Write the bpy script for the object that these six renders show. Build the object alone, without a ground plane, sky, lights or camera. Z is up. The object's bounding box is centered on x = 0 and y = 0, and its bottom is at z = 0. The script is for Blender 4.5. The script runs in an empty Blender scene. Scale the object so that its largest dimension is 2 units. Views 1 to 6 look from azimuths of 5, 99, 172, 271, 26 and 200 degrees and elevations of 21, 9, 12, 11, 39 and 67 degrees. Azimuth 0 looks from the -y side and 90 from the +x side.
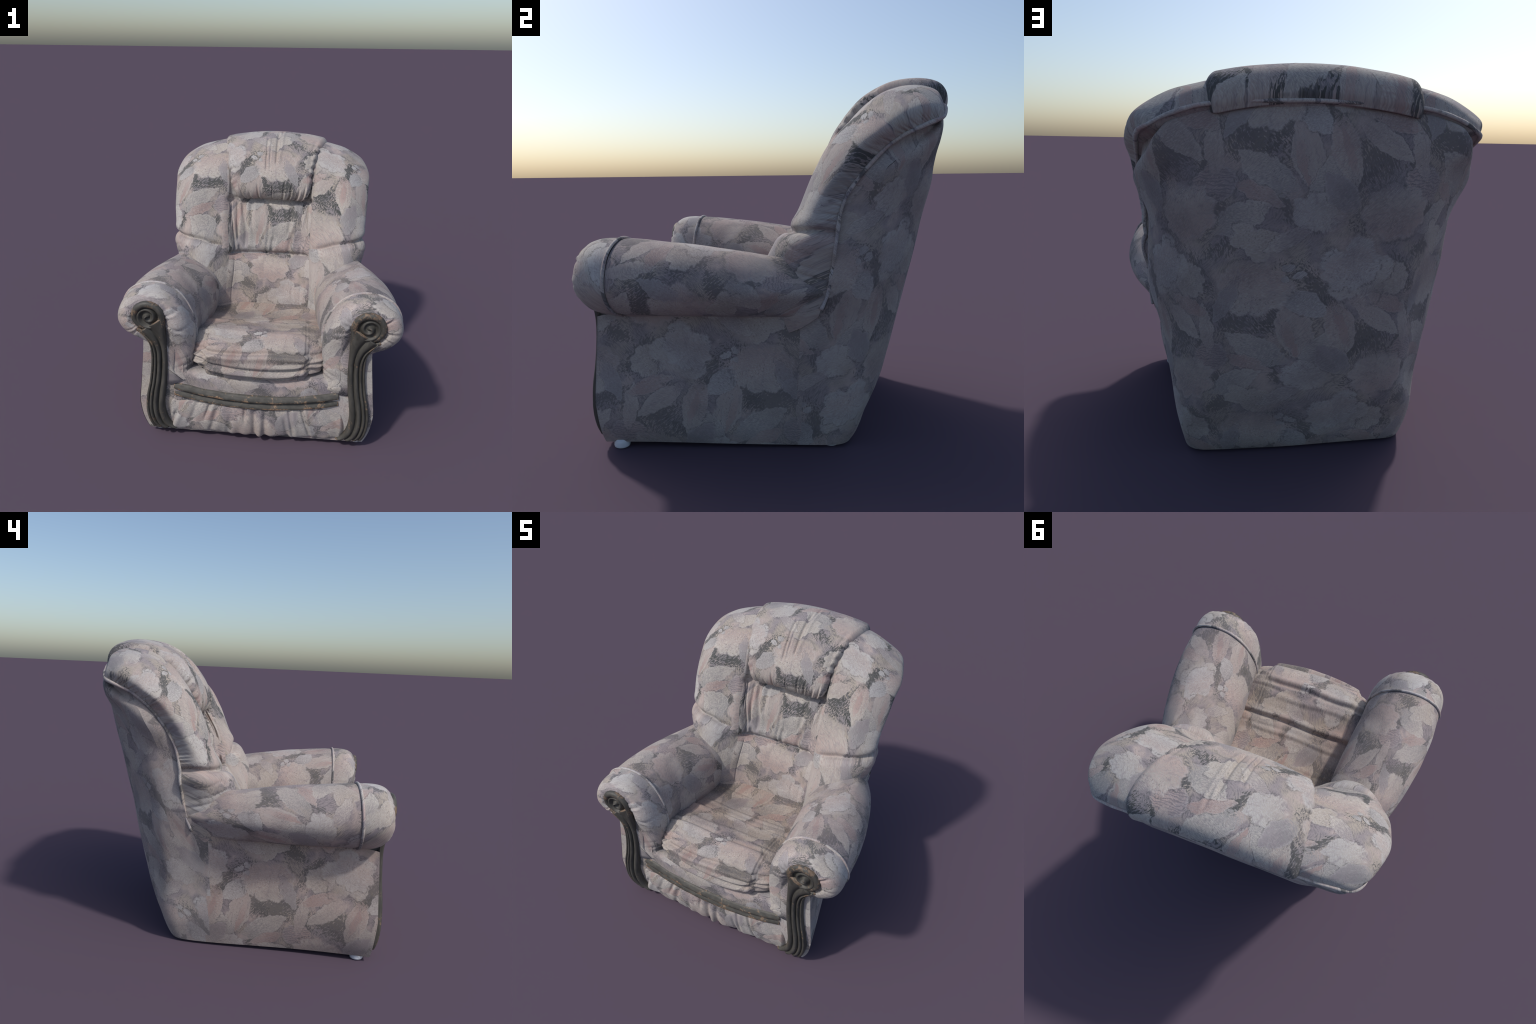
import bpy, math

# ----------------------------------------------------------------------------
# materials
# ----------------------------------------------------------------------------
class Nodes:
    """Small helper that writes node graphs as expressions."""
    def __init__(self, tree):
        self.t = tree
    def new(self, kind, **props):
        n = self.t.nodes.new(kind)
        for k, v in props.items():
            setattr(n, k, v)
        return n
    def put(self, sock, val):
        if isinstance(val, bpy.types.NodeSocket):
            self.t.links.new(val, sock)
        elif val is not None:
            sock.default_value = val
    def math(self, op, a, b=None, c=None, clamp=False):
        n = self.new('ShaderNodeMath', operation=op, use_clamp=clamp)
        for i, v in enumerate((a, b, c)):
            self.put(n.inputs[i], v)
        return n.outputs[0]
    def vmath(self, op, a, b=None, c=None):
        n = self.new('ShaderNodeVectorMath', operation=op)
        for i, v in enumerate((a, b, c)):
            if v is not None:
                self.put(n.inputs[i], v)
        return n.outputs['Value'] if op in ('LENGTH', 'DOT_PRODUCT', 'DISTANCE') else n.outputs['Vector']
    def map(self, x, a, b, lo=0., hi=1., smooth=True):
        n = self.new('ShaderNodeMapRange', interpolation_type='SMOOTHSTEP' if smooth else 'LINEAR')
        self.put(n.inputs['Value'], x)
        n.inputs['From Min'].default_value = a; n.inputs['From Max'].default_value = b
        n.inputs['To Min'].default_value = lo; n.inputs['To Max'].default_value = hi
        return n.outputs['Result']
    def mix(self, fac, a, b, blend='MIX'):
        n = self.new('ShaderNodeMix', data_type='RGBA', blend_type=blend)
        self.put(n.inputs['Factor'], fac)
        for s, v in ((n.inputs[6], a), (n.inputs[7], b)):
            self.put(s, v if isinstance(v, bpy.types.NodeSocket) else (*v, 1.0))
        return n.outputs[2]
    def noise(self, vec, scale, detail=2., rough=.5, dims='3D', out='Fac', dist=0.):
        n = self.new('ShaderNodeTexNoise', noise_dimensions=dims)
        self.put(n.inputs['Vector'], vec)
        n.inputs['Scale'].default_value = scale
        n.inputs['Detail'].default_value = detail
        n.inputs['Roughness'].default_value = rough
        n.inputs['Distortion'].default_value = dist
        return n.outputs[out]
    def mapping(self, vec, loc=(0, 0, 0), rot=0., scale=(1, 1, 1)):
        n = self.new('ShaderNodeMapping', vector_type='POINT')
        self.put(n.inputs['Vector'], vec)
        n.inputs['Location'].default_value = loc
        n.inputs['Rotation'].default_value = (0, 0, rot)
        n.inputs['Scale'].default_value = scale
        return n.outputs[0]
    def turn(self, vec, ang):
        n = self.new('ShaderNodeVectorRotate', rotation_type='Z_AXIS')
        self.put(n.inputs['Vector'], vec)
        n.inputs['Angle'].default_value = ang
        return n.outputs[0]
    def sep(self, vec):
        n = self.new('ShaderNodeSeparateXYZ'); self.put(n.inputs[0], vec)
        return n.outputs[0], n.outputs[1], n.outputs[2]
    def comb(self, x, y, z=0.):
        n = self.new('ShaderNodeCombineXYZ')
        for i, v in enumerate((x, y, z)):
            self.put(n.inputs[i], v)
        return n.outputs[0]

CREAM, PINK, ROSE = (.450, .415, .372), (.410, .318, .288), (.345, .242, .220)
LILAC, GREY, WHITE = (.280, .248, .258), (.295, .288, .284), (.440, .425, .412)
INK, BLUSH, SAND = (.070, .074, .071), (.415, .348, .318), (.375, .330, .282)
FOLIAGE = (.165, .160, .166)
TILE = (.92, .85)      # repeat of the printed cloth in metres

# the printed motif: shape, centre, turn (degrees), half length, half width, colour at foot, colour at tip
MOTIF = [
    # dark hatched gaps that show between and under the flowers
    ('ink',   .36, .500, 20, .200, .110, None, None),
    ('ink',   .22, .470, -50, .150, .060, None, None),
    ('ink',   .720, .600, -28, .170, .120, None, None),
    ('ink',   .82, .700, -40, .170, .045, None, None),
    ('ink',   .57, .250, 55, .150, .050, None, None),
    ('ink',   .030, .350, 60, .150, .045, None, None),
    ('ink',   .50, .800, 20, .150, .050, None, None),
    ('ink',   .43, .120, -25, .150, .050, None, None),
    ('ink',   .20, .780, 70, .110, .030, None, None),
    ('ink',   .91, .420, 35, .110, .035, None, None),
    ('ink',   .55, .600, -60, .110, .030, None, None),
    ('dots',  .135, .255, 20, .110, .080, None, None),
    ('dots',  .56, .330, 0, .080, .060, None, None),
    ('dots',  .78, .880, 0, .090, .055, None, None),
    ('fan',   .505, .690, 0, .095, .080, LILAC, PINK),
    # lower left: leaves
    ('leaf',  .275, .655, 34, .185, .072, GREY, CREAM),
    ('leaf',  .31, .735, 206, .130, .040, ROSE, BLUSH),
    ('leaf',  .120, .560, 74, .185, .072, CREAM, BLUSH),
    ('leaf',  .140, .585, 254, .130, .022, BLUSH, ROSE),
    ('leaf',  .035, .680, 115, .150, .050, GREY, CREAM),
    ('leaf',  .095, .405, 220, .115, .062, GREY, WHITE),
    ('leaf',  .385, .845, 155, .150, .070, GREY, CREAM),
    ('bloom', .060, .820, 15, .105, .085, CREAM, WHITE),
    # large peony, cream below and pink above
    ('bloom', .305, .325, 275, .140, .165, PINK, CREAM),
    ('leaf',  .430, .390, -65, .130, .045, LILAC, GREY),
    ('disc',  .115, .262, 0, .026, .021, WHITE, WHITE),
    ('disc',  .158, .228, 0, .024, .020, WHITE, GREY),
    ('disc',  .168, .285, 0, .020, .017, WHITE, GREY),
    ('star',  .300, .105, 25, .125, .066, SAND, CREAM),
    ('leaf',  .170, .090, -30, .120, .040, LILAC, CREAM),
    # right: pale spread flower over pink leaves
    ('leaf',  .525, .545, 80, .150, .040, BLUSH, CREAM),
    ('bloom', .630, .290, 190, .095, .085, SAND, CREAM),
    ('leaf',  .635, .420, 20, .140, .044, ROSE, BLUSH),
    ('leaf',  .690, .500, 216, .165, .052, BLUSH, CREAM),
    ('leaf',  .865, .545, 256, .180, .066, PINK, CREAM),
    ('leaf',  .855, .555, 72, .120, .022, PINK, ROSE),
    ('leaf',  .880, .735, 50, .120, .066, GREY, LILAC),
    ('star',  .800, .250, 60, .150, .140, CREAM, WHITE),
    ('bloom', .830, .230, 240, .105, .125, BLUSH, WHITE),
    ('bloom', .640, .820, 260, .125, .155, CREAM, PINK),
]

def build_layer(motif):
    g = bpy.data.node_groups.new('print_layer', 'ShaderNodeTree')
    g.interface.new_socket('Under', in_out='INPUT', socket_type='NodeSocketColor')
    g.interface.new_socket('P', in_out='INPUT', socket_type='NodeSocketVector')
    for name in ('Stroke', 'Hatch', 'Fine', 'Fleck', 'Drift', 'Patch', 'Ink'):
        g.interface.new_socket(name, in_out='INPUT', socket_type='NodeSocketFloat')
    g.interface.new_socket('Color', in_out='OUTPUT', socket_type='NodeSocketColor')
    N = Nodes(g)
    gi = g.nodes.new('NodeGroupInput'); go = g.nodes.new('NodeGroupOutput')
    col, p, stroke, hatch, fine, fleck, thr_drift, patch2, ink_amount = gi.outputs[:9]
    for kind, cx, cy, deg, a, b, c0, c1 in motif:
        # (a vanishing share of the colour so far keeps the layers in painting order)
        q = N.vmath('MULTIPLY_ADD', col, (1e-7, 1e-7, 0), p)
        q = N.vmath('SUBTRACT', q, (cx, TILE[1] - cy, 0))
        q = N.vmath('WRAP', q, (TILE[0] / 2, TILE[1] / 2, 1), (-TILE[0] / 2, -TILE[1] / 2, -1))
        q = N.turn(q, math.radians(-deg))
        q = N.vmath('DIVIDE', q, (a, b, 1))
        x, y, _ = N.sep(q)
        if kind == 'dots':
            r = N.vmath('LENGTH', q)
            m = N.math('MULTIPLY', N.map(N.math('SUBTRACT', fleck, N.math('MULTIPLY', r, .10)), .50, .54), N.map(r, 1.1, .8))
            col = N.mix(N.math('MULTIPLY', m, .85), col, INK)
            continue
        if kind == 'ink':
            r = N.math('ADD', N.math('ABSOLUTE', y), N.math('MULTIPLY', x, x))      # a pointed shard
            thr = N.math('ADD', N.math('MULTIPLY', r, .30), .31)      # solid heart, hatched rim
            thr = N.math('SUBTRACT', thr, thr_drift)
            m = N.map(N.math('SUBTRACT', hatch, thr), -.010, .014)
            m = N.math('MULTIPLY', m, N.map(r, 1.35, .95))
            m2 = N.math('MULTIPLY', N.map(N.math('SUBTRACT', stroke, N.math('MULTIPLY', r, .06)), .42, .50), N.map(r, 1.7, .9))
            col = N.mix(N.math('MULTIPLY', m2, .62), col, FOLIAGE)          # grey scribbled foliage
            col = N.mix(N.math('MULTIPLY', m, ink_amount), col, INK)
            continue
        if kind == 'leaf':
            e = N.math('ADD', N.math('ABSOLUTE', y), N.math('MULTIPLY', x, x))
        elif kind == 'disc':
            e = N.vmath('LENGTH', q)
        else:
            ang = N.math('ARCTAN2', y, x)
            lob = {'bloom': (9.0, .15), 'star': (5.0, .42), 'fan': (16.0, .05)}[kind]
            wave = N.math('MULTIPLY', N.math('ABSOLUTE', N.math('SINE', N.math('MULTIPLY', ang, lob[0] / 2))), lob[1])
            e = N.math('SUBTRACT', N.vmath('LENGTH', q), wave)
            e = N.math('ADD', e, lob[1] * .5)
        st = stroke
        if a > .06:                                         # pencil strokes that follow the petal
            if kind in ('bloom', 'star'):
                sv = N.comb(N.math('MULTIPLY', ang, 9.), N.math('MULTIPLY', e, 2.6), cx * 37)
            elif kind == 'leaf':
                sv = N.comb(N.math('MULTIPLY', x, 2.0), N.math('MULTIPLY', N.math('SUBTRACT', y, N.math('MULTIPLY', N.math('MULTIPLY', x, y), .6)), 8.5), cx * 37)
            else:
                sv = N.comb(N.math('MULTIPLY', x, 1.6), N.math('MULTIPLY', y, 9.), cx * 37)
            st = N.noise(sv, 1.0, 3.0, .66)
        ef = N.math('ADD', e, N.math('MULTIPLY', N.math('SUBTRACT', st, .5), .22))
        m = N.map(ef, 1.04, .93)
        if kind in ('leaf', 'bloom', 'star'):               # the foot of a petal melts into the scribbled ground
            foot = N.math('ADD', x, N.math('MULTIPLY', N.math('SUBTRACT', stroke, .5), 1.6))
            m = N.math('MULTIPLY', m, N.map(foot, -1.05, -.45))
        grad = N.math('ADD', N.math('MULTIPLY', x, .45), .5)
        grad = N.math('ADD', grad, N.math('MULTIPLY', N.math('SUBTRACT', fine, .5), 1.4))
        petal = N.mix(N.map(grad, 0., 1.), c0, c1)
        if kind == 'fan':
            rays = N.map(N.math('SINE', N.math('MULTIPLY', y, 34.)), .3, .7)
            petal = N.mix(N.math('MULTIPLY', rays, .7), petal, (.15, .135, .15))
        elif kind == 'leaf':
            vein = N.math('MULTIPLY', N.map(N.math('ABSOLUTE', y), .10, .02), .25)
            petal = N.mix(vein, petal, LILAC)
        if kind == 'bloom':                                  # parting lines between the petals
            part = N.map(N.math('ABSOLUTE', N.math('SINE', N.math('ADD', N.math('MULTIPLY', ang, 2.5), N.math('MULTIPLY', fine, .5)))), .16, .04)
            part = N.math('MULTIPLY', part, N.map(e, .15, .6))
            petal = N.mix(N.math('MULTIPLY', part, .45), petal, LILAC)
            ring = N.map(N.math('ABSOLUTE', N.math('SUBTRACT', e, .52)), .07, .01)
            petal = N.mix(N.math('MULTIPLY', ring, .22), petal, LILAC)
        petal = N.mix(N.map(st, .52, .68, 0, .60), petal, LILAC)
        petal = N.mix(N.map(st, .46, .26, 0, .45), petal, WHITE)
        # pale drawn edge, and a broken pencil line around it
        petal = N.mix(N.map(N.math('ABSOLUTE', N.math('SUBTRACT', ef, .93)), .07, .02, 0, .30), petal, WHITE)
        line_ = N.math('MULTIPLY', N.map(N.math('ABSOLUTE', N.math('SUBTRACT', ef, 1.06)), .075, .02), N.map(fleck, .40, .52))
        line_ = N.math('MULTIPLY', line_, N.map(patch2, .58, .44, .25, 1.))
        col = N.mix(N.math('MULTIPLY', line_, .62), col, (.10, .098, .102))
        col = N.mix(N.math('MULTIPLY', m, .88), col, petal)
    N.put(go.inputs['Color'], col)
    return g

def build_print():
    g = bpy.data.node_groups.new('floral_print', 'ShaderNodeTree')
    g.interface.new_socket('Vector', in_out='INPUT', socket_type='NodeSocketVector')
    g.interface.new_socket('Ink', in_out='INPUT', socket_type='NodeSocketFloat')
    g.interface.new_socket('Color', in_out='OUTPUT', socket_type='NodeSocketColor')
    g.interface.new_socket('Height', in_out='OUTPUT', socket_type='NodeSocketFloat')
    N = Nodes(g)
    gi = g.nodes.new('NodeGroupInput'); go = g.nodes.new('NodeGroupOutput')
    uv = gi.outputs[0]; ink_amount = gi.outputs[1]
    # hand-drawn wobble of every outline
    w1 = N.vmath('MULTIPLY', N.vmath('SUBTRACT', N.noise(uv, 22, 1.5, .5, '2D', 'Color'), (.5, .5, .5)), (.030, .030, 0))
    w2 = N.vmath('MULTIPLY', N.vmath('SUBTRACT', N.noise(uv, 75, 1.0, .5, '2D', 'Color'), (.5, .5, .5)), (.010, .010, 0))
    p = N.vmath('ADD', N.vmath('ADD', uv, w1), w2)
    # pencil strokes in a slowly turning direction
    swirl = N.vmath('MULTIPLY', N.vmath('SUBTRACT', N.noise(uv, 4.5, 1.0, .5, '2D', 'Color'), (.5, .5, .5)), (.10, .10, 0))
    ps = N.vmath('ADD', uv, swirl)
    stroke = N.noise(N.mapping(N.turn(ps, .9), scale=(30, 210, 1)), 1.0, 2.5, .6, '2D')
    hatch = N.noise(N.mapping(N.turn(ps, -.95), scale=(40, 130, 1)), 1.0, 1.6, .5, '2D')
    patch = N.noise(uv, 5.2, 2.0, .5, '2D')
    patch2 = N.noise(N.vmath('ADD', uv, (7.3, 2.1, 0)), 7.5, 2.0, .5, '2D')
    # ground of the cloth: lilac grey, warming to blush, crossed by scribbles
    col = N.mix(N.map(patch, .38, .62), LILAC, SAND)
    col = N.mix(N.map(patch2, .52, .70), col, BLUSH)
    scrib = N.math('MULTIPLY', N.map(stroke, .46, .60), N.map(patch2, .66, .36))
    col = N.mix(N.math('MULTIPLY', scrib, .72), col, (.105, .100, .108))
    fine = N.noise(N.mapping(N.turn(ps, .3), scale=(70, 260, 1)), 1.0, 1.0, .5, '2D')
    fleck = N.noise(N.mapping(N.turn(ps, 1.9), scale=(75, 130, 1)), 1.0, 1.5, .5, '2D')
    thr_drift = N.math('MULTIPLY', N.math('SUBTRACT', patch, .5), .5)
    # the motif is painted in layers, a handful of elements to a sub-group
    for k in range(0, len(MOTIF), 6):
        layer = N.new('ShaderNodeGroup'); layer.node_tree = build_layer(MOTIF[k:k + 6])
        for name, sock in (('Under', col), ('P', p), ('Stroke', stroke), ('Hatch', hatch), ('Fine', fine), ('Fleck', fleck),
                           ('Drift', thr_drift), ('Patch', patch2), ('Ink', ink_amount)):
            N.put(layer.inputs[name], sock)
        col = layer.outputs[0]
    # loose scribble drawn over flowers and ground alike
    over = N.math('MULTIPLY', N.map(stroke, .50, .60), N.map(patch, .40, .58))
    col = N.mix(N.math('MULTIPLY', over, .42), col, (.165, .150, .158))
    # faint pencil texture over everything, weave grain
    tone = N.map(stroke, .30, .70, .90, 1.08, False)
    tone2 = N.map(fine, .25, .75, .93, 1.06, False)
    grain = N.noise(uv, 420, 1.0, .6, '2D')
    tone3 = N.map(grain, .2, .8, .95, 1.05, False)
    k = N.math('MULTIPLY', N.math('MULTIPLY', tone, tone2), tone3)
    # dark flecks
    fm = N.math('MULTIPLY', N.map(fleck, .645, .70), N.map(patch, .46, .36))
    col = N.mix(N.math('MULTIPLY', fm, .45), col, (.10, .098, .102))
    col = N.mix(1.0, col, N.comb(k, k, k), 'MULTIPLY')
    N.put(go.inputs['Color'], col)
    N.put(go.inputs['Height'], N.math('ADD', grain, N.math('MULTIPLY', fine, .6)))
    return g

PRINT = build_print()

def fabric(name, coords, offset=(0, 0), turn=0., tint=(1, 1, 1), soil=0., wash=0.11, ink=.70, mute=0.):
    m = bpy.data.materials.new(name); m.use_nodes = True
    t = m.node_tree
    N = Nodes(t)
    bsdf = t.nodes['Principled BSDF']
    obj = N.new('ShaderNodeTexCoord').outputs['Object']
    x, y, z = N.sep(obj)
    u, v = coords(N, x, y, z)
    uv = N.comb(N.math('ADD', u, offset[0]), N.math('ADD', v, offset[1]))
    if turn:
        uv = N.turn(uv, math.radians(turn))
    g = N.new('ShaderNodeGroup'); g.node_tree = PRINT
    N.put(g.inputs[0], uv); g.inputs[1].default_value = ink
    col = g.outputs['Color']
    # broad fading and soiling of old cloth
    fade = N.noise(obj, 2.6, 2.0, .5)
    col = N.mix(N.map(fade, .50, .72, 0, .14), col, (.31, .285, .275))
    if mute:
        col = N.mix(mute, col, (.285, .250, .245))
    # mauve shading worked into the cloth with the side of the pencil
    ws = N.noise(N.vmath('ADD', obj, (3.1, 1.7, .4)), 3.4, 3.0, .55)
    wf = N.noise(N.mapping(N.turn(uv, .7), scale=(45, 190, 1)), 1.0, 2.0, .6, '2D')
    wm = N.math('MULTIPLY', N.map(ws, .47, .66), N.map(wf, .34, .60, .35, 1.))
    col = N.mix(N.math('MULTIPLY', wm, wash), col, (.150, .128, .138))
    if soil:
        s = N.noise(obj, 5.0, 3.0, .6)
        s = N.math('MULTIPLY', N.map(s, .35, .65, .55, 1.), N.map(y, -.75, -.35, .45, 1.))     # most where people sit
        col = N.mix(N.math('MULTIPLY', s, soil), col, N.mix(1., col, (.84, .73, .65), 'MULTIPLY'))
    if tint != (1, 1, 1):
        col = N.mix(1.0, col, tint, 'MULTIPLY')
    N.put(bsdf.inputs['Base Color'], col)
    bsdf.inputs['Roughness'].default_value = .92
    bsdf.inputs['Specular IOR Level'].default_value = .2
    bsdf.inputs['Sheen Weight'].default_value = .08
    b = N.new('ShaderNodeBump'); b.inputs['Strength'].default_value = .25; b.inputs['Distance'].default_value = .002
    N.put(b.inputs['Height'], g.outputs['Height'])
    N.put(bsdf.inputs['Normal'], b.outputs[0])
    return m

def lin(ax, ay, az, bx, by, bz):
    def f(N, x, y, z):
        def s(cx, cy, cz):
            out = None
            for c, q in ((cx, x), (cy, y), (cz, z)):
                if c:
                    term = N.math('MULTIPLY', q, c)
                    out = term if out is None else N.math('ADD', out, term)
            return out
        return s(ax, ay, az), s(bx, by, bz)
    return f

def round_arm(N, x, y, z):          # unrolled round the arm
    r = N.math('ARCTAN2', N.math('SUBTRACT', N.math('ABSOLUTE', x), .71), N.math('SUBTRACT', z, .93))
    return y, N.math('MULTIPLY', r, .25)

def round_cap(N, x, y, z):          # arm front, unrolled to both sides of its crest
    ax = N.math('ABSOLUTE', x)
    k = N.map(ax, .62, .82, -.7, .7)
    return N.math('ADD', ax, N.math('MULTIPLY', N.math('ADD', y, .82), k)), N.math('ADD', y, z)

def over_top(k):                      # backrest cloth: runs up the front and over the top
    def f(N, x, y, z):
        r = N.math('ARCTAN2', N.math('SUBTRACT', y, .80), N.math('SUBTRACT', z, 1.45))
        u = N.math('ADD', x, N.math('MULTIPLY', y, k)) if k else x
        return u, N.math('MULTIPLY', r, .52)
    return f

def round_back(N, x, y, z):         # back panel, folded round its corners
    sg = N.map(x, -.30, .30, -1., 1.)
    dy = N.math('SUBTRACT', N.math('SUBTRACT', y, .49), N.math('MULTIPLY', z, .25))
    return N.math('SUBTRACT', x, N.math('MULTIPLY', sg, dy)), z

MAT = {
    'front': fabric('fabric_front_stile', lin(1, 0, 0, 0, 0, 1), (.2, .33)),
    'wing_left': fabric('fabric_wing_left', over_top(-.45), (1.02, 1.82), ink=.92),
    'wing': fabric('fabric_wing_right', over_top(.45), (.12, 1.84), ink=.92),
    'middle': fabric('fabric_middle', over_top(0), (.22, 2.10), ink=.92),
    'lumbar': fabric('fabric_lumbar', lin(1, 0, 0, 0, .5, 1), (.63, -.15), tint=(.97, .94, .93), wash=0.26),
    'bolster': fabric('fabric_bolster', lin(1.2, .25, 0, 0, -.4, 1), (.55, .25), wash=0.26, mute=0.1),
    'bolster_left': fabric('fabric_bolster_left', lin(1.2, -.25, 0, 0, -.4, 1), (.15, .05), turn=20, wash=0.26, mute=0.1),
    'flap': fabric('fabric_headrest', over_top(0), (.27, 1.84), wash=0.22, ink=.92),
    'arm': fabric('fabric_arm', round_arm, (.05, .1), turn=90, tint=(1., .97, .96), wash=0.45, mute=0.15),
    'arm_left': fabric('fabric_arm_left', round_arm, (.5, .45), turn=90, tint=(1., .97, .96), wash=0.45, mute=0.12),
    'cap': fabric('fabric_arm_front', round_cap, (.72, .3), tint=(1.05, 1.05, 1.05), wash=0.22),
    'cap_left': fabric('fabric_arm_front_left', round_cap, (.28, .55), tint=(1.05, 1.05, 1.05), wash=0.30),
    'side': fabric('fabric_side', lin(0, 1, 0, 0, 0, 1), (.3, .05), wash=0.38, mute=0.28),
    'side_left': fabric('fabric_side_left', lin(0, -1, 0, 0, 0, 1), (.12, .02), tint=(1.03, .96, .92), wash=0.38, mute=0.12),
    'back': fabric('fabric_back', round_back, (.08, .36), wash=0.41, mute=0.28),
    'seat': fabric('fabric_seat', lin(1, 0, 0, 0, 1, 1), (.12, .50), soil=.75, wash=0.38, ink=.42),
    'rail': fabric('fabric_rail', lin(1, 0, 0, 0, 1, 1), (.42, .32), tint=(.93, .93, .95), wash=0.38),
    'skirt': fabric('fabric_skirt', lin(1, 0, 0, 0, .5, 1), (.66, .36), soil=.25, wash=0.15),
    'piping': fabric('fabric_piping', lin(1, .5, 0, 0, 1, 1), (.1, .1), tint=(1.1, 1.1, 1.12)),  # cloth colour lightened to offset the shading on the cord
}

def plain(name, color, rough=.6):
    m = bpy.data.materials.new(name); m.use_nodes = True
    t = m.node_tree; N = Nodes(t); b = t.nodes['Principled BSDF']
    obj = N.new('ShaderNodeTexCoord').outputs['Object']
    n = N.noise(obj, 30, 3.0, .6)
    N.put(b.inputs['Base Color'], N.mix(N.map(n, .3, .7), tuple(c * .93 for c in color), color))
    b.inputs['Roughness'].default_value = rough
    return m

def wood(name, wear, worn_at):
    """dark grey-green lacquer, rubbed through to orange-brown timber"""
    m = bpy.data.materials.new(name); m.use_nodes = True
    t = m.node_tree; N = Nodes(t); b = t.nodes['Principled BSDF']
    obj = N.new('ShaderNodeTexCoord').outputs['Object']
    gr = N.noise(N.mapping(obj, scale=(18, 60, 9)), 1.0, 3.0, .6)
    col = N.mix(N.map(gr, .3, .7), (.046, .044, .039), (.080, .076, .067))
    blot = N.noise(obj, 16, 3.0, .65)
    fine = N.noise(obj, 70, 2.0, .6)
    geo = N.new('ShaderNodeNewGeometry')
    edge = N.map(geo.outputs['Pointiness'], .505, .56, 0., .16)      # raised ridges are rubbed first
    mk = N.math('ADD', N.math('ADD', N.math('MULTIPLY', blot, .7), N.math('MULTIPLY', fine, .3)), edge)
    mk = N.map(mk, worn_at, worn_at + .10)
    tan = N.mix(N.map(fine, .35, .65), (.215, .120, .070), (.300, .205, .130))
    col = N.mix(N.math('MULTIPLY', mk, wear), col, tan)
    N.put(b.inputs['Base Color'], col)
    b.inputs['Roughness'].default_value = .55
    b.inputs['Specular IOR Level'].default_value = .35
    bp = N.new('ShaderNodeBump'); bp.inputs['Strength'].default_value = .2; bp.inputs['Distance'].default_value = .002
    N.put(bp.inputs['Height'], gr); N.put(b.inputs['Normal'], bp.outputs[0])
    return m

MAT['wood_dark'] = wood('dark_carved_wood', .5, .60)
MAT['wood'] = wood('dark_moulding_wood', .75, .575)
MAT['foot'] = plain('white_plastic', (.62, .64, .68), .45)
MAT['underside'] = plain('dark_underside_cloth', (.05, .05, .055), .9)

import bpy, math
import numpy as np
from mathutils import Vector

rng = np.random.default_rng(7)

# ----------------------------------------------------------------------------
# helpers
# ----------------------------------------------------------------------------
def catmull(P, n):
    """Catmull-Rom through the rows of P (k, ...) sampled at n points."""
    P = np.asarray(P, float)
    k = len(P)
    ext = np.concatenate([2 * P[:1] - P[1:2], P, 2 * P[-1:] - P[-2:-1]])
    t = np.linspace(0, k - 1, n) if np.isscalar(n) else np.asarray(n)
    i = np.clip(t.astype(int), 0, k - 2)
    f = (t - i).reshape((-1,) + (1,) * (P.ndim - 1))
    a, b, c, d = ext[i], ext[i + 1], ext[i + 2], ext[i + 3]
    return 0.5 * (2 * b + (c - a) * f + (2 * a - 5 * b + 4 * c - d) * f ** 2
                  + (3 * b - a - 3 * c + d) * f ** 3)

def closed_catmull(P, n):
    P = np.asarray(P, float)
    k = len(P)
    t = np.linspace(0, k, n, endpoint=False)
    i = t.astype(int)
    f = (t - i)[:, None]
    a, b, c, d = P[(i - 1) % k], P[i % k], P[(i + 1) % k], P[(i + 2) % k]
    return 0.5 * (2 * b + (c - a) * f + (2 * a - 5 * b + 4 * c - d) * f ** 2
                  + (3 * b - a - 3 * c + d) * f ** 3)

def even(P, n, closed=False):
    """Resample a polyline evenly by arc length."""
    P = np.asarray(P, float)
    if closed:
        P = np.concatenate([P, P[:1]])
    s = np.concatenate([[0], np.cumsum(np.linalg.norm(np.diff(P, axis=0), axis=1))])
    t = np.linspace(0, s[-1], n, endpoint=not closed)
    return np.stack([np.interp(t, s, P[:, j]) for j in range(P.shape[1])], axis=1)

def curve(knots, x):
    """Smooth 1-D curve through (x, y) knots (monotone smoothstep-free cubic)."""
    k = np.array(knots, float)
    xs, ys = k[:, 0], k[:, 1]
    x = np.clip(np.asarray(x, float), xs[0], xs[-1])
    m = np.gradient(ys, xs)
    i = np.clip(np.searchsorted(xs, x, side='right') - 1, 0, len(xs) - 2)
    h = xs[i + 1] - xs[i]
    t = (x - xs[i]) / h
    return ((2 * t ** 3 - 3 * t ** 2 + 1) * ys[i] + (t ** 3 - 2 * t ** 2 + t) * h * m[i]
            + (-2 * t ** 3 + 3 * t ** 2) * ys[i + 1] + (t ** 3 - t ** 2) * h * m[i + 1])

def line(knots, x):
    k = np.array(knots, float)
    return np.interp(x, k[:, 0], k[:, 1])

def sstep(a, b, x):
    t = np.clip((np.asarray(x, float) - a) / (b - a), 0, 1)
    return t * t * (3 - 2 * t)

def bump(x, c, w):
    return np.exp(-((np.asarray(x) - c) / w) ** 2)

_waves = [(rng.normal(size=3), rng.uniform(0, 6.28)) for _ in range(24)]
def lump(P, freq):
    """Cheap smooth noise: a sum of randomly oriented sine waves, about -1..1."""
    out = 0
    for k, ph in _waves[:10]:
        out = out + np.sin(P @ (k * freq) + ph)
    return out / 4.0

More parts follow.
